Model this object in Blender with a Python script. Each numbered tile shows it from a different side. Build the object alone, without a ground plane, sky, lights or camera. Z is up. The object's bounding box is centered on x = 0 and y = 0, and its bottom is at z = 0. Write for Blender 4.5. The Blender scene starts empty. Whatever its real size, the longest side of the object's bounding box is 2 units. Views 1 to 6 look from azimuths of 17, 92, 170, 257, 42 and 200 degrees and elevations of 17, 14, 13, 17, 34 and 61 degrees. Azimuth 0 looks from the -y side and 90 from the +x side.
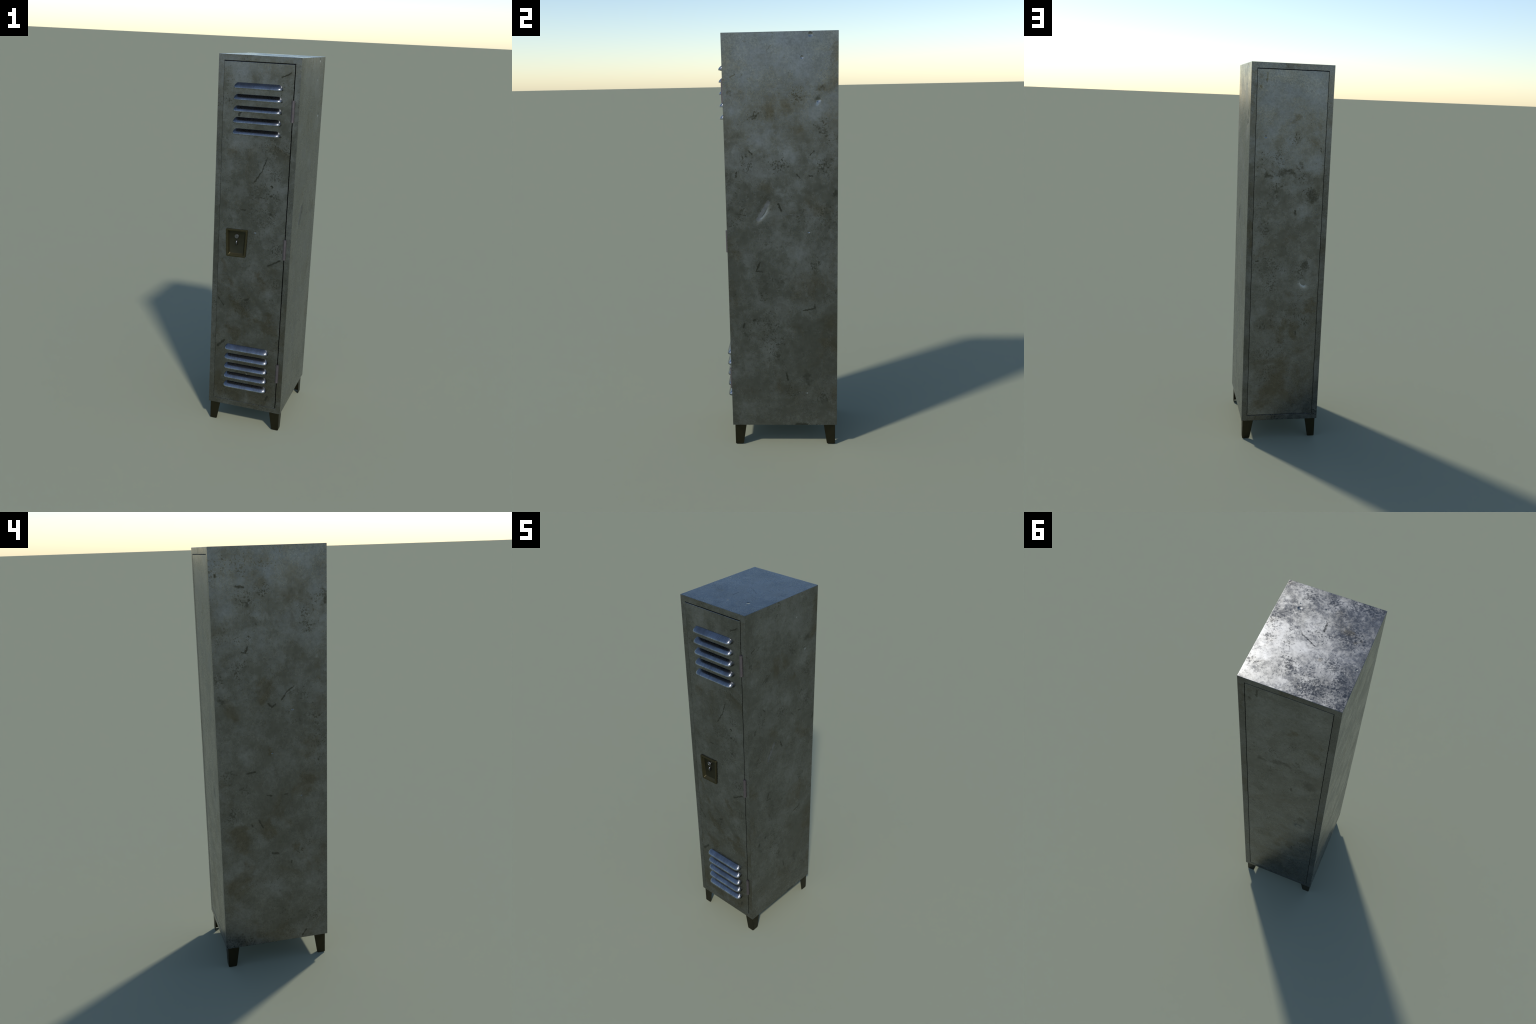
"""Worn steel single-door locker on four angle-iron legs."""
import bpy, bmesh, math, random
from mathutils import Vector, noise

random.seed(7)

# ------------------------------------------------------------------ sizes (m)
HALF_W = 0.209                    # half the cabinet width
FRONT, BACK = -0.2475, 0.2748     # frame faces
LOW, TOP = 0.1075, 2.0            # cabinet floor and roof
RAIL = 0.0285                     # visible frame width
EDGE = 0.0014                     # rounding of folded sheet edges
DOOR_FACE = FRONT - 0.0005
LOUVRE_OUT = BACK + FRONT          # louvres reach as far forward as the back goes back


# ------------------------------------------------------------------ mesh helper
class Shape:
    """Collects faces with their own corner normals."""

    def __init__(self):
        self.v, self.f, self.n = [], [], []

    def face(self, pts, normals=None):
        pts = [Vector(p) for p in pts]
        if normals is None:
            nn = Vector((0, 0, 0))
            for i in range(len(pts)):
                nn += pts[i].cross(pts[(i + 1) % len(pts)])
            normals = [nn.normalized()] * len(pts)
        b = len(self.v)
        self.v += pts
        self.f.append(list(range(b, b + len(pts))))
        self.n += [Vector(n).normalized() for n in normals]

    def mesh(self, name):
        me = bpy.data.meshes.new(name)
        keys, index, faces = {}, [], []
        for p in self.v:
            k = (round(p.x, 6), round(p.y, 6), round(p.z, 6))
            index.append(keys.setdefault(k, len(keys)))
        keep_n, start = [], 0
        for f in self.f:
            ids = [index[i] for i in f]
            if len(set(ids)) == len(ids):
                faces.append(ids)
                keep_n += self.n[start:start + len(f)]
            start += len(f)
        me.from_pydata([Vector(k) for k in keys], [], faces)
        me.polygons.foreach_set("use_smooth", [True] * len(me.polygons))
        me.update()
        me.normals_split_custom_set(keep_n)
        me.update()
        return me


ROOT = bpy.data.objects.new("metal_locker", None)
bpy.context.scene.collection.objects.link(ROOT)
ROOT["label"] = "tall narrow worn grey steel locker with louvred door and legs"
ROOT["category"] = "locker"


def add(name, me, mat, parent=None, loc=(0, 0, 0)):
    o = bpy.data.objects.new(name, me)
    bpy.context.scene.collection.objects.link(o)
    o.parent = parent or ROOT
    o.location = loc
    if mat and not me.materials:
        me.materials.append(mat)
    return o


# ------------------------------------------------------------------ node helpers
class Nodes:
    def __init__(self, name):
        self.m = bpy.data.materials.new(name)
        self.m.use_nodes = True
        self.t = self.m.node_tree
        self.bsdf = self.t.nodes["Principled BSDF"]

    def put(self, socket, value):
        if isinstance(value, bpy.types.NodeSocket):
            self.t.links.new(value, socket)
        elif value is not None:
            socket.default_value = value

    def math(self, op, a, b=None, c=None, clamp=False):
        n = self.t.nodes.new("ShaderNodeMath")
        n.operation, n.use_clamp = op, clamp
        for s, x in zip(n.inputs, (a, b, c)):
            self.put(s, x)
        return n.outputs[0]

    def vec(self, op, a, b=None, scale=None):
        n = self.t.nodes.new("ShaderNodeVectorMath")
        n.operation = op
        self.put(n.inputs[0], a)
        if b is not None:
            self.put(n.inputs[1], b)
        if scale is not None:
            self.put(n.inputs["Scale"], scale)
        return n.outputs["Value" if op in ("DOT_PRODUCT", "DISTANCE", "LENGTH") else "Vector"]

    def ramp(self, x, lo, hi, a=0.0, b=1.0):
        n = self.t.nodes.new("ShaderNodeMapRange")
        n.interpolation_type = "SMOOTHSTEP"
        for s, v in zip(n.inputs, (x, lo, hi, a, b)):
            self.put(s, v)
        return n.outputs[0]

    def noise(self, p, scale, detail=4.0, rough=0.55, dist=0.0, colour=False):
        n = self.t.nodes.new("ShaderNodeTexNoise")
        self.put(n.inputs["Vector"], p)
        for k, v in (("Scale", scale), ("Detail", detail), ("Roughness", rough), ("Distortion", dist)):
            n.inputs[k].default_value = v
        return n.outputs["Color" if colour else "Fac"]

    def mix(self, f, a, b):
        n = self.t.nodes.new("ShaderNodeMix")
        n.data_type = "RGBA"
        self.put(n.inputs[0], f)
        for s, x in ((n.inputs[6], a), (n.inputs[7], b)):
            self.put(s, (*x, 1.0) if isinstance(x, tuple) and len(x) == 3 else x)
        return n.outputs[2]

    def position(self):
        return self.t.nodes.new("ShaderNodeTexCoord").outputs["Object"]

    def bump(self, height, strength, distance, normal=None):
        n = self.t.nodes.new("ShaderNodeBump")
        n.inputs["Strength"].default_value, n.inputs["Distance"].default_value = strength, distance
        self.put(n.inputs["Height"], height)
        if normal is not None:
            self.put(n.inputs["Normal"], normal)
        return n.outputs[0]


# ------------------------------------------------------------------ worn steel
LOWTONE, PALE = (0.152, 0.155, 0.151), (0.232, 0.240, 0.247)
BROWN, DARK = (0.128, 0.117, 0.092), (0.072, 0.073, 0.068)


def worn_steel(name, plane="xz", at=0.0, strokes=(), stains=(), worn=(), flecks=(), dents=(), scuffs=(),
               brown_low=0.0, shift=0.0, gloss=0.0, speckle=1.0, contrast=0.45, tint=1.0, spot_dark=0.72):
    """Bare sheet steel: clouded tone, dark speckle, brown stains, scuffs and dents.
    strokes, stains, scuffs: (u, v, u2, v2, radius); worn, flecks, dents: (u, v, radius)."""
    w = Nodes(name)
    p0 = w.position()
    p = w.vec("ADD", p0, (shift, shift * 0.7, shift * 1.3))
    to3 = {"xz": lambda u, v: (u, at, v), "yz": lambda u, v: (at, u, v), "xy": lambda u, v: (u, v, at)}[plane]

    # ragged coordinates for every placed mark
    ragged = w.noise(p, 13.0, 8.0, 0.72, colour=True)
    ragged = w.vec("SCALE", w.vec("SUBTRACT", ragged, (0.5, 0.5, 0.5)), scale=0.15)
    wob = w.vec("ADD", p0, ragged)
    fine_w = w.noise(p, 120.0, 3.0, 0.6, colour=True)
    fine_w = w.vec("SCALE", w.vec("SUBTRACT", fine_w, (0.5, 0.5, 0.5)), scale=0.016)
    crisp = w.vec("ADD", p0, fine_w)

    def blob(q, u, v, r, soft=0.0):
        return w.ramp(w.vec("DISTANCE", q, to3(u, v)), r * 1.35, r * soft)

    def stroke(q, u, v, u2, v2, r):
        if (u, v) == (u2, v2):
            return blob(q, u, v, r, 0.35)
        a, d = Vector(to3(u, v)), Vector(to3(u2, v2)) - Vector(to3(u, v))
        pa = w.vec("SUBTRACT", q, tuple(a))
        h = w.math("MULTIPLY", w.vec("DOT_PRODUCT", pa, tuple(d)), 1.0 / d.length_squared, clamp=True)
        foot = w.vec("SCALE", tuple(d), scale=h)
        return w.ramp(w.vec("DISTANCE", pa, foot), r * 1.3, r * 0.3)

    def union(masks):
        out = None
        for m in masks:
            out = m if out is None else w.math("MAXIMUM", out, m)
        return out if out is not None else 0.0

    big = w.noise(p, 3.6, 5.0, 0.6, 0.6)
    mid = w.noise(p, 11.0, 6.0, 0.65, 0.4)
    grit = w.noise(p, 125.0, 5.0, 0.66, 0.2)
    dots = w.noise(p, 120.0, 3.0, 0.55)
    grain = w.noise(p, 420.0, 2.0, 0.6)
    mottle = w.ramp(w.noise(w.vec("ADD", p, (4.0, 4.0, 7.0)), 42.0, 8.0, 0.78, 0.3), 0.36, 0.64)

    # clouded base tone: placed scuffs bias the noise, so their edges stay ragged
    tone = w.math("ADD", w.math("MULTIPLY", big, 0.5), w.math("MULTIPLY", mid, 0.5))
    light = union([blob(wob, u, v, r * 1.15) for u, v, r in worn])
    tone = w.math("ADD", tone, w.math("MULTIPLY", light, 0.13))
    tone = w.ramp(tone, 0.34, 0.74)
    colour = w.mix(tone, LOWTONE, PALE)

    # brown films, scattered by noise and placed by hand
    film = w.noise(w.vec("ADD", p, (3.1, 1.7, 5.2)), 5.0, 8.0, 0.70, 0.6)
    placed = union([stroke(wob, *s) for s in stains])
    film = w.math("ADD", film, w.math("MULTIPLY", placed, 0.17))
    if brown_low:
        z = w.t.nodes.new("ShaderNodeSeparateXYZ")
        w.put(z.inputs[0], p0)
        low = w.ramp(w.math("ADD", z.outputs[2], w.math("MULTIPLY", w.math("SUBTRACT", big, 0.5), 0.8)), 1.15, 0.25)
        film = w.math("ADD", film, w.math("MULTIPLY", low, brown_low * 0.3))
    film = w.math("MULTIPLY", w.ramp(film, 0.52, 0.76), 0.75)
    colour = w.mix(film, colour, BROWN)

    # dark speckle: grit gated by zones
    zone = union([blob(wob, u, v, r) for u, v, r in flecks])
    gate = w.ramp(w.noise(w.vec("ADD", p, (8.0, 2.0, 4.0)), 5.0, 5.0, 0.65), 0.46, 0.66)
    gate = w.math("MAXIMUM", w.math("MULTIPLY", gate, 0.8), zone)
    cut = w.math("SUBTRACT", 0.66, w.math("MULTIPLY", gate, 0.19 * speckle))
    speck = w.ramp(grit, cut, w.math("ADD", cut, 0.09))
    spots = w.math("MULTIPLY", w.ramp(dots, 0.66, 0.72), w.ramp(mid, 0.4, 0.6, 0.1, 0.7))
    marks = union([stroke(crisp, *s) for s in strokes if s[4] < 0.0095])
    patch = union([stroke(wob, *s) for s in strokes if s[4] >= 0.0095])
    dark_mask = w.math("MAXIMUM", w.math("MULTIPLY", speck, spot_dark), spots)
    dark_mask = w.math("MAXIMUM", dark_mask, w.math("MULTIPLY", marks, w.ramp(grit, 0.3, 0.6, 0.65, 1.0)))
    dark_mask = w.math("MAXIMUM", dark_mask, w.math("MULTIPLY", patch, w.ramp(grit, 0.35, 0.6, 0.35, 0.85)))
    colour = w.mix(dark_mask, colour, DARK)
    # fine tooth
    hsv = w.t.nodes.new("ShaderNodeHueSaturation")
    w.put(hsv.inputs["Color"], colour)
    w.put(hsv.inputs["Value"], w.ramp(w.math("ADD", w.math("MULTIPLY", grit, 0.6), w.math("MULTIPLY", mottle, 0.4 * contrast)), 0.2, 0.2 + 0.4 * contrast + 0.2, 0.84 * tint, 1.14 * tint))
    colour = hsv.outputs[0]
    w.put(w.bsdf.inputs["Base Color"], colour)
    w.bsdf.inputs["Metallic"].default_value = 1.0

    # worn metal is brushed matt; dark specks are smoother and mirror the ground
    sheen = w.ramp(w.noise(w.vec("ADD", p, (1.0, 9.0, 2.0)), 8.0, 8.0, 0.7), 0.36, 0.64, -0.035, 0.045)
    rough = w.math("ADD", sheen, w.math("MULTIPLY_ADD", tone, 0.13, 0.22 - gloss))
    rough = w.math("MULTIPLY_ADD", dark_mask, -0.13, rough)
    rough = w.math("MULTIPLY_ADD", w.math("SUBTRACT", grit, 0.5), -0.25, rough)
    rough = w.math("MULTIPLY_ADD", w.math("SUBTRACT", mottle, 0.5), 0.11 * contrast, rough)
    rough = w.math("MAXIMUM", rough, 0.13)
    if scuffs:
        rub = union([stroke(crisp, *q[:4], q[4] * 1.25) for q in scuffs])
        rub = w.math("POWER", rub, 1.4)
        rough = w.math("MULTIPLY_ADD", w.math("MULTIPLY", rub, w.ramp(grit, 0.25, 0.55, 0.45, 1.0)), 0.42, rough)
    w.put(w.bsdf.inputs["Roughness"], rough)

    n = w.bump(w.math("ADD", grit, w.math("MULTIPLY", dark_mask, -0.3)), 0.03, 0.0010)
    pits = union([w.ramp(w.vec("DISTANCE", p0, to3(u, v)), r, r * 0.15) for u, v, r in dents])
    if dents:
        n = w.bump(pits, 1.0, -0.0018, n)
    w.put(w.bsdf.inputs["Normal"], n)
    return w.m


def plain_metal(name, colour, dark, rough, scale=60.0, metallic=1.0):
    w = Nodes(name)
    p = w.position()
    a = w.noise(p, scale, 5.0, 0.65)
    b = w.noise(p, scale * 0.2, 3.0, 0.6)
    f = w.ramp(w.math("ADD", w.math("MULTIPLY", a, 0.5), w.math("MULTIPLY", b, 0.5)), 0.35, 0.65)
    w.put(w.bsdf.inputs["Base Color"], w.mix(f, dark, colour))
    w.bsdf.inputs["Metallic"].default_value = metallic
    w.put(w.bsdf.inputs["Roughness"], w.ramp(a, 0.3, 0.7, rough + 0.05, rough - 0.05))
    w.put(w.bsdf.inputs["Normal"], w.bump(a, 0.08, 0.001))
    return w.m


def louvre_steel():
    """Pressed louvre: polished, with vertical drip streaks that differ per louvre."""
    w = Nodes("louvre_steel")
    p = w.position()
    rnd = w.t.nodes.new("ShaderNodeObjectInfo").outputs["Random"]
    off = w.t.nodes.new("ShaderNodeCombineXYZ")
    w.put(off.inputs[0], w.math("MULTIPLY", rnd, 9.0))
    q = w.vec("ADD", p, off.outputs[0])
    streak = w.noise(w.vec("MULTIPLY", q, (1.0, 0.12, 0.12)), 130.0, 4.0, 0.7)
    patch = w.noise(q, 14.0, 4.0, 0.6)
    s = w.ramp(w.math("ADD", w.math("MULTIPLY", streak, 0.45), w.math("MULTIPLY", patch, 0.55)), 0.36, 0.64)
    w.put(w.bsdf.inputs["Base Color"], w.mix(s, (0.150, 0.158, 0.170), (0.270, 0.282, 0.300)))
    w.bsdf.inputs["Metallic"].default_value = 1.0
    w.put(w.bsdf.inputs["Roughness"], w.math("SUBTRACT", 0.32, w.math("MULTIPLY", s, 0.08)))
    w.put(w.bsdf.inputs["Normal"], w.bump(streak, 0.06, 0.001))
    return w.m


DOOR_STEEL = worn_steel(
    "door_steel", "xz", DOOR_FACE, brown_low=0.45, shift=0.0,
    strokes=[(0.063, 1.511, 0.04, 1.445, 0.003), (0.04, 1.445, 0.001, 1.383, 0.003), (-0.155, 1.789, -0.155, 1.789, 0.010),
             (0.094, 1.372, 0.096, 1.368, 0.006), (0.094, 1.322, 0.091, 1.32, 0.007), (0.094, 1.231, 0.096, 1.226, 0.006),
             (-0.064, 1.235, -0.039, 1.236, 0.003), (0.117, 1.906, 0.159, 1.926, 0.004), (-0.095, 1.712, -0.086, 1.728, 0.007),
             (0.095, 0.952, 0.158, 0.989, 0.005), (-0.172, 0.74, -0.14, 0.699, 0.004), (-0.167, 0.457, -0.129, 0.496, 0.007),
             (-0.018, 0.745, -0.006, 0.752, 0.008), (0.121, 0.18, 0.131, 0.202, 0.006)],
    stains=[(-0.103, 1.911, -0.062, 1.908, 0.008), (-0.062, 1.908, -0.027, 1.89, 0.006), (-0.138, 1.564, -0.103, 1.563, 0.008),
            (-0.119, 1.518, -0.119, 1.518, 0.03), (-0.148, 0.925, -0.142, 0.90, 0.03), (-0.131, 0.86, -0.114, 0.81, 0.02),
            (0.054, 0.902, 0.063, 0.867, 0.022), (-0.104, 0.75, -0.001, 0.652, 0.022), (0.052, 0.63, 0.137, 0.583, 0.03),
            (0.091, 0.751, 0.126, 0.65, 0.014), (-0.096, 0.55, -0.06, 0.54, 0.04), (0.026, 0.40, 0.08, 0.20, 0.08), (-0.165, 0.24, -0.05, 0.175, 0.05)],
    worn=[(-0.064, 1.556, 0.06), (0.053, 1.46, 0.04), (0.149, 1.368, 0.035), (0.13, 1.214, 0.04), (0.003, 0.88, 0.05),
          (0.028, 0.657, 0.035), (-0.085, 0.661, 0.045), (0.11, 0.807, 0.035), (-0.09, 1.93, 0.05), (0.08, 1.15, 0.05)],
    flecks=[(0.11, 1.43, 0.06), (0.131, 1.318, 0.05), (0.108, 1.225, 0.05), (0.103, 1.571, 0.05), (0.132, 1.052, 0.07), (-0.027, 0.717, 0.08), (0.143, 0.864, 0.05)],
    dents=[(0.019, 1.125, 0.008), (0.007, 0.32, 0.009)])
RIGHT_STEEL = worn_steel(
    "right_side_steel", "yz", HALF_W, brown_low=0.12, shift=3.3,
    strokes=[(-0.002, 1.233, 0.01, 1.2, 0.005), (-0.21, 1.81, -0.191, 1.819, 0.004), (-0.166, 1.806, -0.153, 1.822, 0.002),
             (-0.048, 1.919, -0.026, 1.942, 0.002), (-0.137, 1.479, -0.121, 1.464, 0.003), (0.146, 1.455, 0.165, 1.474, 0.003),
             (-0.222, 1.75, -0.222, 1.72, 0.018), (0.2, 1.757, 0.19, 1.75, 0.02), (0.142, 1.361, 0.158, 1.361, 0.004),
             (0.268, 1.29, 0.268, 1.27, 0.012), (-0.194, 1.38, -0.198, 1.36, 0.005), (0.084, 1.369, 0.1, 1.353, 0.003),
             (-0.093, 0.953, -0.114, 0.908, 0.004), (-0.114, 0.908, -0.084, 0.906, 0.004), (-0.226, 0.783, -0.213, 0.794, 0.003),
             (-0.13, 0.662, -0.125, 0.664, 0.007), (-0.182, 0.626, -0.174, 0.645, 0.005), (0.026, 0.387, 0.033, 0.35, 0.005),
             (0.13, 0.38, 0.13, 0.335, 0.022), (0.112, 0.71, 0.166, 0.721, 0.004), (0.166, 0.721, 0.166, 0.742, 0.004),
             (0.075, 0.112, 0.125, 0.112, 0.009)],
    stains=[(-0.148, 1.785, -0.128, 1.809, 0.004), (-0.158, 1.969, -0.131, 1.963, 0.005), (0.25, 1.78, 0.24, 1.76, 0.03),
            (0.262, 1.92, 0.262, 1.87, 0.02), (-0.027, 1.675, 0.02, 1.68, 0.06), (0.08, 1.573, 0.11, 1.573, 0.02), (-0.046, 1.33, -0.05, 1.31, 0.04),
            (0.174, 1.23, 0.19, 1.20, 0.05), (-0.224, 1.06, -0.20, 1.0, 0.05), (0.24, 0.66, 0.23, 0.55, 0.05), (0.14, 0.85, 0.10, 0.80, 0.07)],
    worn=[(-0.105, 1.884, 0.07), (0.03, 1.93, 0.08), (0.12, 1.86, 0.06), (-0.186, 1.665, 0.05), (0.17, 1.66, 0.045), (-0.068, 1.532, 0.06), (0.174, 1.432, 0.04),
          (0.046, 1.479, 0.05), (-0.001, 1.289, 0.02), (-0.061, 0.513, 0.05), (0.05, 0.607, 0.04), (-0.142, 0.891, 0.05), (0.067, 0.986, 0.04), (-0.18, 0.184, 0.06)],
    flecks=[(-0.148, 1.424, 0.06), (0.007, 1.409, 0.06), (0.206, 1.571, 0.06), (0.206, 1.4, 0.06), (-0.225, 1.79, 0.035), (0.081, 1.735, 0.07), (-0.11, 1.639, 0.05),
            (0.206, 0.252, 0.07), (0.053, 0.29, 0.06), (-0.02, 0.491, 0.06), (0.173, 0.937, 0.05)],
    scuffs=[(-0.050, 1.24, -0.098, 1.16, 0.008), (-0.003, 1.184, 0.092, 1.178, 0.0012)],  # first stroke roughened to show the dent's pale sky reflection
    dents=[(0.15, 1.985, 0.013), (0.112, 1.889, 0.009), (0.185, 1.702, 0.013), (0.139, 1.098, 0.007), (0.126, 0.285, 0.008)])
LEFT_STEEL = worn_steel(
    "left_side_steel", "yz", -HALF_W, brown_low=0.18, shift=6.1,
    strokes=[(0.161, 1.835, 0.127, 1.831, 0.006), (0.146, 1.82, 0.14, 1.815, 0.010), (0.117, 1.579, 0.128, 1.555, 0.005), (0.128, 1.555, 0.144, 1.556, 0.004),
             (-0.092, 1.393, -0.058, 1.369, 0.003), (-0.058, 1.369, -0.033, 1.335, 0.004), (0.03, 1.321, 0.014, 1.303, 0.005), (0.014, 1.303, -0.003, 1.315, 0.005),
             (0.248, 1.886, 0.247, 1.88, 0.006), (0.108, 1.75, 0.112, 1.74, 0.011), (-0.235, 1.79, -0.235, 1.75, 0.018), (0.258, 1.356, 0.25, 1.34, 0.022),
             (0.046, 0.885, 0.025, 0.882, 0.004), (-0.034, 0.882, -0.052, 0.882, 0.003), (0.088, 0.766, 0.071, 0.724, 0.004), (0.126, 0.746, 0.122, 0.74, 0.005),
             (0.029, 0.59, 0.001, 0.586, 0.007), (-0.067, 0.538, -0.063, 0.527, 0.004), (-0.136, 0.152, -0.116, 0.119, 0.005), (0.138, 1.002, 0.1, 1.005, 0.005),
             (0.202, 0.15, 0.20, 0.14, 0.025)],
    stains=[(0.059, 1.241, 0.05, 1.238, 0.011), (-0.2, 1.49, -0.21, 1.43, 0.03), (0.055, 1.404, 0.06, 1.37, 0.05), (0.078, 1.873, 0.05, 1.86, 0.04),
            (0.215, 1.32, 0.20, 1.28, 0.04), (-0.15, 1.16, -0.15, 1.08, 0.06), (0.201, 0.72, 0.17, 0.66, 0.05), (0.152, 0.509, 0.22, 0.45, 0.05),
            (-0.148, 0.94, -0.13, 0.9, 0.06), (-0.1, 0.594, -0.08, 0.6, 0.02), (0.033, 0.716, 0.05, 0.70, 0.04), (0.029, 1.13, 0.03, 1.1, 0.013)],
    worn=[(0.144, 1.636, 0.04), (-0.139, 1.93, 0.07), (-0.01, 1.885, 0.05), (0.209, 1.719, 0.05), (-0.083, 1.666, 0.05), (0.058, 1.711, 0.03), (0.08, 1.425, 0.03),
          (-0.137, 0.581, 0.05), (0.062, 0.668, 0.04), (0.005, 0.402, 0.06), (0.132, 1.067, 0.04), (0.189, 0.283, 0.05), (-0.179, 0.398, 0.05)],
    flecks=[(0.119, 1.786, 0.07), (0.042, 1.818, 0.06), (-0.209, 1.783, 0.05), (-0.155, 1.662, 0.06), (0.25, 1.909, 0.03), (0.247, 1.45, 0.05), (0.229, 0.988, 0.06),
            (0.224, 0.812, 0.06), (0.21, 0.155, 0.06), (0.151, 0.924, 0.05)],
    dents=[(-0.082, 1.288, 0.007), (0.018, 1.09, 0.006), (-0.12, 0.87, 0.005)])
BACK_STEEL = worn_steel(
    "back_panel_steel", "xz", BACK - 0.002, brown_low=0.25, shift=9.4,
    strokes=[(0.129, 1.948, 0.13, 1.912, 0.006), (0.15, 1.554, 0.141, 1.564, 0.003), (-0.038, 1.269, -0.039, 1.249, 0.006), (-0.061, 1.505, -0.04, 1.50, 0.014),
             (0.06, 1.464, 0.0, 1.464, 0.025), (0.108, 1.462, 0.1, 1.455, 0.016), (-0.12, 1.35, -0.12, 1.335, 0.03), (0.161, 1.886, 0.158, 1.88, 0.007),
             (-0.156, 1.591, -0.16, 1.572, 0.003), (0.158, 1.003, 0.145, 1.003, 0.005), (-0.092, 0.985, -0.09, 0.97, 0.02), (-0.068, 0.615, -0.068, 0.60, 0.005)],
    stains=[(0.015, 1.812, 0.012, 1.808, 0.013), (0.082, 1.811, 0.08, 1.808, 0.008), (-0.024, 1.733, -0.03, 1.74, 0.03), (-0.143, 1.72, -0.15, 1.69, 0.018),
            (0.15, 1.95, 0.15, 1.92, 0.013), (-0.12, 1.635, -0.12, 1.62, 0.03), (-0.017, 0.845, -0.02, 0.82, 0.035), (0.011, 0.672, 0.013, 0.557, 0.022),
            (-0.059, 0.642, -0.06, 0.60, 0.03), (-0.138, 0.77, -0.13, 0.74, 0.03), (0.032, 0.309, 0.09, 0.22, 0.06)],
    worn=[(0.09, 1.666, 0.04), (-0.003, 1.619, 0.03), (0.128, 1.481, 0.02), (0.11, 1.85, 0.06), (-0.12, 1.86, 0.07), (-0.126, 1.519, 0.045), (0.008, 1.862, 0.05),
          (-0.072, 1.262, 0.04), (0.14, 0.897, 0.03), (0.008, 0.931, 0.03), (0.116, 0.73, 0.04), (-0.096, 0.883, 0.014), (-0.09, 0.883, 0.03)],  # last two lighten the colour where a dent catches the sky
    flecks=[(0.065, 1.534, 0.07), (-0.063, 1.453, 0.06), (-0.029, 1.632, 0.05), (0.059, 1.373, 0.07), (-0.108, 1.343, 0.06), (0.118, 1.174, 0.06), (0.074, 0.883, 0.07),
            (-0.074, 0.938, 0.05), (0.12, 0.638, 0.05), (-0.1, 0.67, 0.06)],
    scuffs=[(-0.12, 1.235, -0.16, 1.255, 0.0015)],
    dents=[(0.128, 1.64, 0.008)])
TOP_STEEL = worn_steel(
    "top_panel_steel", "xy", TOP, shift=12.7, gloss=0.0, contrast=1.0, speckle=1.3, tint=0.78, spot_dark=0.5,
    strokes=[(0.062, -0.008, -0.009, 0.032, 0.003), (-0.013, -0.092, -0.016, -0.052, 0.005)],
    stains=[(-0.105, -0.08, -0.09, -0.09, 0.018), (-0.158, -0.052, -0.15, -0.04, 0.014), (-0.056, 0.096, -0.06, 0.09, 0.015)],
    worn=[(0.155, 0.02, 0.03), (0.16, 0.14, 0.03), (0.17, -0.132, 0.03), (0.028, -0.054, 0.035), (0.04, 0.06, 0.035), (-0.159, 0.03, 0.04), (0.05, 0.24, 0.04), (-0.026, -0.215, 0.03)],  # first three are paler patches near the +x edge
    flecks=[(0.10, -0.09, 0.03), (0.10, -0.02, 0.035), (0.095, 0.05, 0.035), (0.085, 0.12, 0.025), (0.19, -0.03, 0.05), (0.098, -0.205, 0.05), (-0.128, -0.06, 0.07), (-0.10, 0.09, 0.05), (0.04, 0.15, 0.06), (-0.06, 0.22, 0.08), (0.19, 0.19, 0.04), (0.165, 0.05, 0.05), (-0.15, 0.15, 0.06), (0.0, -0.2, 0.05)],
    dents=[(0.115, -0.123, 0.010), (0.120, -0.147, 0.004), (0.015, -0.155, 0.004), (-0.192, 0.076, 0.005)])
FRAME_STEEL = worn_steel("frame_steel", "xz", FRONT, brown_low=0.30, shift=15.2)
FRAME_BACK_STEEL = worn_steel("back_frame_steel", "xz", BACK, brown_low=0.10, shift=19.0, tint=0.82,
                              stains=[(-0.05, 1.985, 0.03, 1.985, 0.02), (0.195, 1.95, 0.195, 1.8, 0.02), (0.195, 1.4, 0.195, 1.1, 0.03)],
                              worn=[(0.195, 0.38, 0.06), (-0.195, 0.38, 0.06)],
                              flecks=[(0.03, 0.12, 0.05), (-0.195, 0.16, 0.05)])
LOUVRE_STEEL = louvre_steel()
LEG_PAINT = plain_metal("brown_leg_metal", (0.048, 0.043, 0.027), (0.036, 0.033, 0.021), 0.42)
LOCK_BRASS = plain_metal("dull_olive_brass", (0.074, 0.064, 0.033), (0.056, 0.050, 0.027), 0.58)
LOCK_DARK = plain_metal("dark_olive_brass", (0.046, 0.043, 0.027), (0.038, 0.036, 0.023), 0.50)
HINGE_STEEL = plain_metal("hinge_steel", (0.170, 0.148, 0.152), (0.135, 0.118, 0.122), 0.62)
CHROME = plain_metal("key_steel", (0.21, 0.21, 0.215), (0.15, 0.15, 0.155), 0.36)
SHADE = plain_metal("keyhole_black", (0.01, 0.01, 0.01), (0.006, 0.006, 0.006), 0.6, metallic=0.0)


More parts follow.
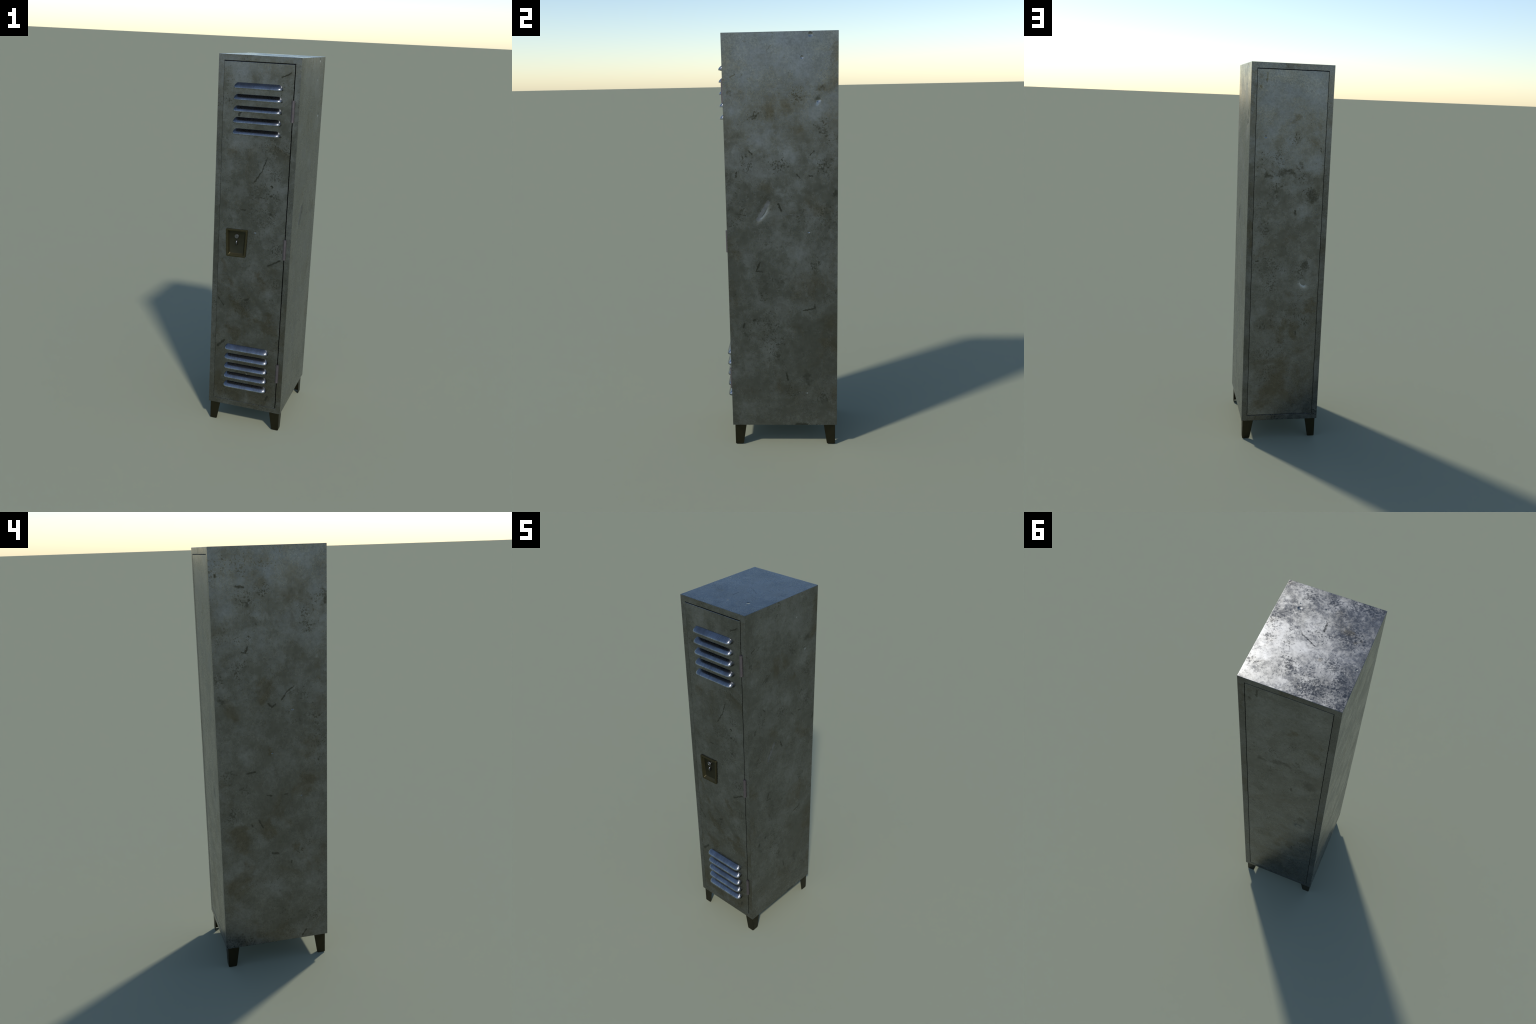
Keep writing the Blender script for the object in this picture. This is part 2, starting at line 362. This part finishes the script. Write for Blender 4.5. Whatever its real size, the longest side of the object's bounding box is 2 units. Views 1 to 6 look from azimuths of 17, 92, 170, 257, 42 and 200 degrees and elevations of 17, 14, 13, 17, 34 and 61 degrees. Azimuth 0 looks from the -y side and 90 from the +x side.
# ------------------------------------------------------------------ cabinet sheets
def sheet(name, mat, frame, su, sv, warp=0.0, seed=0.0, thick=0.0025, step=0.012, dents=()):
    """Rectangular sheet with rounded, mitred borders.  frame = (corner, u, v, n); su, sv = size."""
    o, u, v, n = (Vector(x) for x in frame)
    s = Shape()
    P = lambda a, b, d: o + u * a + v * b + n * d

    def lift(a, b):
        m = min(a - EDGE, su - EDGE - a, b - EDGE, sv - EDGE - b)
        if m <= 1e-6:
            return 0.0
        k = min(1.0, m / 0.05)
        d = warp * k * noise.noise(Vector((a * 4.5 + seed, b * 3.0, seed * 1.7)))
        for da, db, r, depth, angle, stretch in dents:
            x, y = a - da, b - db
            c, t = math.cos(angle), math.sin(angle)
            q = math.hypot((x * c + y * t) / (r * stretch), (-x * t + y * c) / r)
            d -= depth * math.exp(-q * q * 1.6)
        return d

    nu, nv = max(2, round(su / step)), max(2, round(sv / step))
    ua = [EDGE + (su - 2 * EDGE) * i / nu for i in range(nu + 1)]
    vb = [EDGE + (sv - 2 * EDGE) * j / nv for j in range(nv + 1)]
    e = 1e-4

    def nrm(a, b):
        gu = (lift(a + e, b) - lift(a - e, b)) / (2 * e)
        gv = (lift(a, b + e) - lift(a, b - e)) / (2 * e)
        return (n - u * gu - v * gv).normalized()

    flat = warp == 0 and not dents
    pts = [[P(a, b, lift(a, b)) for b in vb] for a in ua]
    nrs = [[n if flat or i in (0, nu) or j in (0, nv) else nrm(a, b) for j, b in enumerate(vb)] for i, a in enumerate(ua)]
    for i in range(nu):
        for j in range(nv):
            q = ((i, j), (i + 1, j), (i + 1, j + 1), (i, j + 1))
            s.face([pts[x][y] for x, y in q], [nrs[x][y] for x, y in q])
    # rounded border in two facets, out to the 45 degree mitre line
    rings = []
    for ang in (0, 22.5, 45):
        t = math.radians(ang)
        m, d = EDGE * (1 - math.sin(t)), -EDGE * (1 - math.cos(t))
        rings.append((m, d, t))
    rings.append((thick * 0.9, -thick, None))
    for (m0, d0, t0), (m1, d1, t1) in zip(rings, rings[1:]):
        c0 = [(m0, m0), (su - m0, m0), (su - m0, sv - m0), (m0, sv - m0)]
        c1 = [(m1, m1), (su - m1, m1), (su - m1, sv - m1), (m1, sv - m1)]
        for k, out in enumerate((-v, u, v, -u)):
            l = (k + 1) % 4
            q = [P(*c1[k], d1), P(*c1[l], d1), P(*c0[l], d0), P(*c0[k], d0)]
            if t1 is None:
                s.face(q)
            else:
                N0, N1 = n * math.cos(t0) + out * math.sin(t0), n * math.cos(t1) + out * math.sin(t1)
                s.face(q, [N1, N1, N0, N0])
    m = thick * 0.9
    s.face([P(m, sv - m, -thick), P(su - m, sv - m, -thick), P(su - m, m, -thick), P(m, m, -thick)])
    return add(name, s.mesh(name), mat)


def border(name, mat, frame, su, sv, hole, depth):
    """Rectangular frame around a hole = (a0, b0, a1, b1), returned inwards by depth."""
    o, u, v, n = (Vector(x) for x in frame)
    s = Shape()
    P = lambda a, b, d: o + u * a + v * b + n * d
    rect = lambda m: [(m, m), (su - m, m), (su - m, sv - m), (m, sv - m)]
    a0, b0, a1, b1 = hole
    opening = lambda g: [(a0 - g, b0 - g), (a1 + g, b0 - g), (a1 + g, b1 + g), (a0 - g, b1 + g)]
    r = 0.0008
    loops = []          # (corners, depth, tilt outwards (+) or into the hole (-))
    loops.append((rect(0.0023), -0.0025, None))
    for ang in (45, 22.5, 0):
        t = math.radians(ang)
        loops.append((rect(EDGE * (1 - math.sin(t))), -EDGE * (1 - math.cos(t)), t))
    for ang in (0, 45, 90):
        t = math.radians(ang)
        loops.append((opening(r * (1 - math.sin(t))), -r * (1 - math.cos(t)), -t))
    loops.append((opening(0), -depth, -math.pi / 2))
    for (c0, d0, t0), (c1, d1, t1) in zip(loops, loops[1:]):
        for k, out in enumerate((-v, u, v, -u)):
            l = (k + 1) % 4
            q = [P(*c0[k], d0), P(*c0[l], d0), P(*c1[l], d1), P(*c1[k], d1)]
            if t0 is None:
                s.face(q)
            else:
                N0, N1 = n * math.cos(t0) + out * math.sin(t0), n * math.cos(t1) + out * math.sin(t1)
                s.face(q, [N0, N0, N1, N1])
    return add(name, s.mesh(name), mat)


X, Y, Z = Vector((1, 0, 0)), Vector((0, 1, 0)), Vector((0, 0, 1))
W, DEEP, HIGH = 2 * HALF_W, BACK - FRONT, TOP - LOW

# right side: the long smeared crease and shallow knocks are pressed into the sheet
sheet("side_panel", RIGHT_STEEL, ((HALF_W, FRONT, LOW), Y, Z, X), DEEP, HIGH, 0.0012, 1.3,
      step=0.006, dents=[(0.172, 1.093, 0.021, 0.0062, math.radians(60), 2.8), (0.43, 1.592, 0.011, 0.0022, math.radians(65), 1.9), (0.12, 1.75, 0.09, 0.0010, 0.3, 1.4)])
sheet("side_panel", LEFT_STEEL, ((-HALF_W, BACK, LOW), -Y, Z, -X), DEEP, HIGH, 0.0012, 4.1,
      dents=[(0.13, 1.52, 0.05, 0.0008, 0.4, 1.6)])
sheet("top_panel", TOP_STEEL, ((-HALF_W, FRONT, TOP), X, Y, Z), W, DEEP, 0.00012, 7.7)
sheet("bottom_panel", FRAME_STEEL, ((-HALF_W, BACK, LOW), X, -Y, -Z), W, DEEP)

HOLE = (RAIL, RAIL + 0.002, W - RAIL, HIGH - RAIL - 0.0005)
border("front_frame", FRAME_STEEL, ((-HALF_W, FRONT, LOW), X, Z, -Y), W, HIGH, HOLE, 0.022)
border("back_frame", FRAME_BACK_STEEL, ((HALF_W, BACK, LOW), -X, Z, Y), W, HIGH, HOLE, 0.022)

# back panel sits a little inside its frame
BH = (HALF_W - RAIL, LOW + HOLE[1], LOW + HOLE[3])


def slab_from_sheet(name, mat, frame, su, sv, depth, warp, seed, dents=(), step=0.006):
    """A sheet with a folded return of the given depth."""
    ob = sheet(name, mat, frame, su, sv, warp, seed, thick=0.0025, step=step, dents=dents)
    o, u, v, n = (Vector(x) for x in frame)
    s = Shape()
    P = lambda a, b, d: o + u * a + v * b + n * d
    k, e = EDGE * (1 - math.sin(math.pi / 4)), EDGE * (1 - math.cos(math.pi / 4))
    c = [(k, k), (su - k, k), (su - k, sv - k), (k, sv - k)]
    for i in range(4):
        j = (i + 1) % 4
        s.face([P(*c[i], -depth), P(*c[j], -depth), P(*c[j], -e), P(*c[i], -e)])
    return ob, s


g, top_gap = 0.0016, 0.0026
back_panel, rim = slab_from_sheet("back_panel", BACK_STEEL, ((BH[0] - g, BACK - 0.0006, BH[1] + g), -X, Z, Y),
                                  2 * (BH[0] - g), BH[2] - BH[1] - g - top_gap, 0.018, 0.0010, 2.2,
                                  dents=[(0.274, 0.748, 0.019, 0.0066, math.radians(125), 1.5)])


def join_rim(ob, shape):
    """Adds the folded return to a sheet object, keeping both sets of normals."""
    me = ob.data
    full = Shape()
    corner = [Vector(c.vector) for c in me.corner_normals]
    for p in me.polygons:
        full.face([me.vertices[i].co.copy() for i in p.vertices], [corner[i] for i in p.loop_indices])
    b = len(full.v)
    full.v += shape.v
    full.f += [[i + b for i in f] for f in shape.f]
    full.n += shape.n
    new = full.mesh(ob.name)
    new.materials.append(me.materials[0])
    ob.data = new
    bpy.data.meshes.remove(me)


join_rim(back_panel, rim)

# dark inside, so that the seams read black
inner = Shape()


def box(s, x0, x1, y0, y1, z0, z1):
    c = [Vector((x, y, z)) for x in (x0, x1) for y in (y0, y1) for z in (z0, z1)]
    for q in ((0, 1, 3, 2), (4, 6, 7, 5), (0, 4, 5, 1), (2, 3, 7, 6), (0, 2, 6, 4), (1, 5, 7, 3)):
        s.face([c[i] for i in q])


# ------------------------------------------------------------------ door
DX0, DX1 = -HALF_W + RAIL + 0.0006, HALF_W - RAIL - 0.0036
DZ0, DZ1 = LOW + HOLE[1] + 0.0006, LOW + HOLE[3] - 0.0034
LOUVRE_W, LOUVRE_H = 0.1238, 0.0275
ROWS = [1.8700 - 0.0557 * i - LOUVRE_H for i in range(5)] + [0.4790 - 0.0558 * i - LOUVRE_H for i in range(5)]


def cutter_mesh():
    s = Shape()
    for z in ROWS:
        box(s, -0.108, 0.108, DOOR_FACE - 0.01, DOOR_FACE + 0.03, z + 0.003, z + 0.019)
    box(s, -0.128, -0.035, DOOR_FACE - 0.01, DOOR_FACE + 0.03, 0.992, 1.118)
    me = bpy.data.meshes.new("cutter")
    me.from_pydata(s.v, [], s.f)
    bm = bmesh.new()
    bm.from_mesh(me)
    bmesh.ops.remove_doubles(bm, verts=bm.verts, dist=1e-6)
    bmesh.ops.recalc_face_normals(bm, faces=bm.faces)
    bm.to_mesh(me)
    bm.free()
    return me


def door_mesh():
    bm = bmesh.new()
    nx, nz, th = 30, 150, 0.018
    w, h = DX1 - DX0, DZ1 - DZ0

    def warp(x, z):
        m = min(x - DX0, DX1 - x, z - DZ0, DZ1 - z)
        return 0.0009 * min(1, max(0, m) / 0.04) * noise.noise(Vector((x * 4.5 + 11, z * 3.2, 2.0)))

    xs = [DX0, DX0 + 0.0006] + [DX0 + 0.0014 + (w - 0.0028) * i / nx for i in range(nx + 1)] + [DX1 - 0.0006, DX1]
    zs = [DZ0, DZ0 + 0.0006] + [DZ0 + 0.0014 + (h - 0.0028) * i / nz for i in range(nz + 1)] + [DZ1 - 0.0006, DZ1]
    front = {}
    for i, x in enumerate(xs):
        for j, z in enumerate(zs):
            e = min(i, j, len(xs) - 1 - i, len(zs) - 1 - j)
            back = (0.0014, 0.0004, 0.0)[min(e, 2)]
            front[i, j] = bm.verts.new((x, DOOR_FACE + back - warp(x, z), z))
    for i in range(len(xs) - 1):
        for j in range(len(zs) - 1):
            bm.faces.new((front[i, j], front[i + 1, j], front[i + 1, j + 1], front[i, j + 1]))
    I, J = len(xs) - 1, len(zs) - 1
    loop = [(i, 0) for i in range(I)] + [(I, j) for j in range(J)] + [(i, J) for i in range(I, 0, -1)] + [(0, j) for j in range(J, 0, -1)]
    rear = [bm.verts.new((front[k].co.x, DOOR_FACE + th, front[k].co.z)) for k in loop]
    for a in range(len(loop)):
        b = (a + 1) % len(loop)
        bm.faces.new((front[loop[b]], front[loop[a]], rear[a], rear[b]))
    bm.faces.new(rear)
    bmesh.ops.recalc_face_normals(bm, faces=bm.faces)
    me = bpy.data.meshes.new("door")
    bm.to_mesh(me)
    bm.free()
    return me


cut = bpy.data.objects.new("cutter", cutter_mesh())
bpy.context.scene.collection.objects.link(cut)
door = add("door", door_mesh(), DOOR_STEEL)
mod = door.modifiers.new("slots", "BOOLEAN")
mod.operation, mod.solver, mod.object = "DIFFERENCE", "EXACT", cut
graph = bpy.context.evaluated_depsgraph_get()
graph.update()
done = bpy.data.meshes.new_from_object(door.evaluated_get(graph))
door.modifiers.clear()
old, door.data = door.data, done
bpy.data.meshes.remove(old)
done.name = "door"
bpy.data.objects.remove(cut)
done.materials.clear()
done.materials.append(DOOR_STEEL)
done.polygons.foreach_set("use_smooth", [True] * len(done.polygons))
done.set_sharp_from_angle(angle=math.radians(12))

# black box modelled as the unlit interior seen through slots and seams
shadow_box = Shape()
box(shadow_box, -HALF_W + 0.004, HALF_W - 0.004, FRONT + 0.026, BACK - 0.026, LOW + 0.004, TOP - 0.004)
add("inner_lining", shadow_box.mesh("inner_lining"), SHADE)


# ------------------------------------------------------------------ louvres
def louvre_mesh():
    """Hooded vent: straight lip at the bottom, sloping cover, rounded ends, open below."""
    bm = bmesh.new()
    lip, n_arc, n_lev = 0.0030, 96, 16
    base = DOOR_FACE + 0.0004
    reach = LOUVRE_OUT + (base - FRONT)
    levels = [(0.0, 1.0, 0.0), (lip * 0.75, 1.0, 0.0)]
    for k in range(n_lev + 1):
        t = (k / n_lev) ** 0.9
        levels.append((lip + (LOUVRE_H - lip) * t, max(0.0, 1 - max(t, 0.012) ** 1.65), t))
    rings = []
    for z, d, t in levels:
        half = LOUVRE_W - 0.017 * t ** 2.4
        ring = []
        for i in range(n_arc + 1):
            a = math.pi * i / n_arc
            # crowd the samples into the end curves
            a = a - 0.36 * math.sin(2 * a) * -1 * 0.5
            c, s = math.cos(a), math.sin(a)
            x = half * math.copysign(abs(c) ** (2 / 12.0), c)
            y = reach * d * abs(s) ** (2 / 2.2)
            ring.append(bm.verts.new((x, base - y, z)))
        rings.append(ring)
    for r0, r1 in zip(rings, rings[1:]):
        for i in range(n_arc):
            bm.faces.new((r0[i + 1], r0[i], r1[i], r1[i + 1]))
    bmesh.ops.remove_doubles(bm, verts=bm.verts, dist=2e-5)
    bmesh.ops.recalc_face_normals(bm, faces=bm.faces)
    if sum((f.normal.y for f in bm.faces)) > 0:
        bmesh.ops.reverse_faces(bm, faces=bm.faces)
    me = bpy.data.meshes.new("louvre")
    bm.to_mesh(me)
    bm.free()
    me.polygons.foreach_set("use_smooth", [True] * len(me.polygons))
    me.set_sharp_from_angle(angle=math.radians(75))
    me.materials.append(LOUVRE_STEEL)
    return me


vent = louvre_mesh()
for z in ROWS:
    o = add("louvre", vent, None, door, (0, 0, z))
    m = o.modifiers.new("gauge", "SOLIDIFY")
    m.thickness, m.offset = 0.0014, -1.0


# ------------------------------------------------------------------ lock
def rounded_quad(xl, xr, zt, xlb, xrb, zb, r, skew=0.003, seg=5):
    c = [Vector((xlb, zb - skew / 2)), Vector((xrb, zb + skew / 2)), Vector((xr, zt + skew / 2)), Vector((xl, zt - skew / 2))]
    out = []
    for i, p in enumerate(c):
        a, b = (c[i - 1] - p).normalized(), (c[(i + 1) % 4] - p).normalized()
        for k in range(seg + 1):
            t = k / seg
            out.append(p + a * r * (1 - t) ** 2 + b * r * t ** 2)
    return out


def lock_loop(side, top, bottom, r, y):
    xl, xr, xlb, xrb, zt, zb = -0.1415, -0.0215, -0.1345, -0.0280, 1.1295, 0.9795
    return [Vector((p.x, y, p.y)) for p in rounded_quad(xl + side, xr - side, zt - top, xlb + side, xrb - side, zb + bottom, r)]


def lock_mesh():
    face = DOOR_FACE - 0.0060
    loops = [lock_loop(0, 0, 0, 0.008, DOOR_FACE + 0.001), lock_loop(0, 0, 0, 0.008, face + 0.0015), lock_loop(0.0005, 0.0005, 0.0005, 0.008, face + 0.0004),
             lock_loop(0.0016, 0.0016, 0.0016, 0.007, face), lock_loop(0.0095, 0.0095, 0.0085, 0.006, face), lock_loop(0.0106, 0.0106, 0.0098, 0.006, face + 0.0006),
             lock_loop(0.0112, 0.0110, 0.0106, 0.006, face + 0.002), lock_loop(0.0155, 0.0125, 0.0180, 0.006, face + 0.0125), lock_loop(0.0165, 0.0135, 0.0195, 0.006, face + 0.0135)]
    bm = bmesh.new()
    rings = [[bm.verts.new(p) for p in l] for l in loops]
    n = len(rings[0])
    for a, (r0, r1) in enumerate(zip(rings, rings[1:])):
        for i in range(n):
            j = (i + 1) % n
            f = bm.faces.new((r0[i], r0[j], r1[j], r1[i]))
            f.material_index = 1 if a == 7 else 0
    f = bm.faces.new(rings[-1])
    f.material_index = 1
    bmesh.ops.recalc_face_normals(bm, faces=bm.faces)
    if f.normal.y > 0:
        bmesh.ops.reverse_faces(bm, faces=bm.faces)
    me = bpy.data.meshes.new("lock_plate")
    bm.to_mesh(me)
    bm.free()
    me.polygons.foreach_set("use_smooth", [True] * len(me.polygons))
    me.set_sharp_from_angle(angle=math.radians(35))
    me.materials.append(LOCK_BRASS)
    me.materials.append(LOCK_DARK)
    return me


def lathe(profile, centre, seg=32):
    """Revolve (radius, forward) pairs about the -y axis through centre."""
    bm = bmesh.new()
    cx, cy, cz = centre
    rings = []
    for r, d in profile:
        if r == 0:
            rings.append([bm.verts.new((cx, cy - d, cz))])
        else:
            rings.append([bm.verts.new((cx + r * math.cos(math.tau * k / seg), cy - d, cz + r * math.sin(math.tau * k / seg))) for k in range(seg)])
    for r0, r1 in zip(rings, rings[1:]):
        for k in range(seg):
            l = (k + 1) % seg
            if len(r1) == 1:
                bm.faces.new((r0[k], r0[l], r1[0]))
            else:
                bm.faces.new((r0[k], r0[l], r1[l], r1[k]))
    bmesh.ops.recalc_face_normals(bm, faces=bm.faces)
    return bm


def finish(bm, name, mat, parent, angle=35):
    me = bpy.data.meshes.new(name)
    bm.to_mesh(me)
    bm.free()
    me.polygons.foreach_set("use_smooth", [True] * len(me.polygons))
    me.set_sharp_from_angle(angle=math.radians(angle))
    return add(name, me, mat, parent)


PLATE_Y = DOOR_FACE - 0.006 + 0.0135
add("lock_plate", lock_mesh(), None, door)
key_at = (-0.0815, PLATE_Y, 1.090)
finish(lathe([(0.0115, 0), (0.0115, 0.0075), (0.0105, 0.0088), (0.0075, 0.0090), (0.0070, 0.0080), (0.0, 0.0080)], key_at), "lock_cylinder", CHROME, door)
slot = Shape()
box(slot, -0.0825, -0.0805, PLATE_Y - 0.0084, PLATE_Y - 0.007, 1.0865, 1.0935)
add("keyhole", slot.mesh("keyhole"), SHADE, door)


def thumb_turn():
    """Half-disc turn lever standing out from the plate, with a rounded edge."""
    bm = bmesh.new()
    cx, cz, r, n = -0.0810, 1.0560, 0.0140, 20
    outline = [(r * math.sin(math.pi * k / n), r * math.cos(math.pi * k / n)) for k in range(n + 1)]
    layers = [(-0.0030, 0.86), (-0.0022, 0.97), (0.0, 1.0), (0.0022, 0.97), (0.0030, 0.86)]
    rows = [[bm.verts.new((cx + dx, PLATE_Y + 0.0008 - o * k, cz + z * k)) for o, z in outline] for dx, k in layers]
    for a, b in zip(rows, rows[1:]):
        for i in range(n):
            bm.faces.new((a[i], a[i + 1], b[i + 1], b[i]))
    bm.faces.new(rows[0])
    bm.faces.new(rows[-1])
    bmesh.ops.recalc_face_normals(bm, faces=bm.faces)
    finish(bm, "thumb_turn", CHROME, door, 60)


thumb_turn()


# ------------------------------------------------------------------ hinges
def hinge_mesh(length):
    """Barrel of three knuckles with a pin end showing, axis upright, base at the origin."""
    bm = bmesh.new()
    seg = 24
    parts = [(0.0, 0.41), (0.414, 0.625), (0.629, 1.0)]
    for n, (a, b) in enumerate(parts):
        r = 0.0088 if n != 1 else 0.0085
        rings = []
        for rr, z in ((0, a), (r, a), (r, b), (0, b)):
            if rr == 0:
                rings.append([bm.verts.new((0, 0, z * length))])
            else:
                rings.append([bm.verts.new((rr * math.cos(math.tau * k / seg), rr * math.sin(math.tau * k / seg), z * length)) for k in range(seg)])
        for r0, r1 in zip(rings, rings[1:]):
            for k in range(seg):
                l = (k + 1) % seg
                if len(r0) == 1:
                    bm.faces.new((r0[0], r1[l], r1[k]))
                elif len(r1) == 1:
                    bm.faces.new((r0[k], r0[l], r1[0]))
                else:
                    bm.faces.new((r0[k], r0[l], r1[l], r1[k]))
    bmesh.ops.recalc_face_normals(bm, faces=bm.faces)
    me = bpy.data.meshes.new("hinge")
    bm.to_mesh(me)
    bm.free()
    me.polygons.foreach_set("use_smooth", [True] * len(me.polygons))
    me.set_sharp_from_angle(angle=math.radians(50))
    me.materials.append(HINGE_STEEL)
    return me


barrel = hinge_mesh(0.1055)
for z in (1.6953, 0.9972, 0.2970):
    add("hinge", barrel, None, None, (0.1785, FRONT + 0.0002, z))


# ------------------------------------------------------------------ legs
def leg_mesh():
    """Tapered angle-iron leg for the +x, -y corner; outer corner line at the origin, top at z = 0."""
    h, t = LOW - 0.0005, 0.003
    bm = bmesh.new()
    for axis in (0, 1):
        # plan outline of one flange: straight outer edge, tapering inner edge, clipped foot corners
        pts = [(0.0, 0.0), (0.0575, 0.0), (0.0415 if axis else 0.0395, -h + 0.004), (0.0365, -h), (0.002, -h), (0.0, -h + 0.003)]
        if axis:
            pts = [(max(a, t), z) for a, z in pts]
        lo = [bm.verts.new((-a, 0, z) if axis == 0 else (0, a, z)) for a, z in pts]
        hi = [bm.verts.new((-a, t, z) if axis == 0 else (-t, a, z)) for a, z in pts]
        bm.faces.new(lo)
        bm.faces.new(hi)
        for i in range(len(pts)):
            j = (i + 1) % len(pts)
            if (lo[i].co - lo[j].co).length > 1e-6:
                bm.faces.new((lo[i], lo[j], hi[j], hi[i]))
    bmesh.ops.remove_doubles(bm, verts=bm.verts, dist=1e-6)
    bmesh.ops.dissolve_degenerate(bm, edges=bm.edges, dist=1e-6)
    bmesh.ops.recalc_face_normals(bm, faces=bm.faces)
    me = bpy.data.meshes.new("leg")
    bm.to_mesh(me)
    bm.free()
    me.materials.append(LEG_PAINT)
    return me


leg = leg_mesh()
for sx in (1, -1):
    for sy in (-1, 1):
        o = add("leg", leg, None, None, (sx * 0.2008, -0.2372 if sy < 0 else 0.2662, LOW - 0.0005))
        o.scale = (sx, -sy, 1)
        b = o.modifiers.new("soft_edges", "BEVEL")
        b.width, b.segments, b.limit_method = 0.0007, 2, "ANGLE"

bpy.context.view_layer.update()
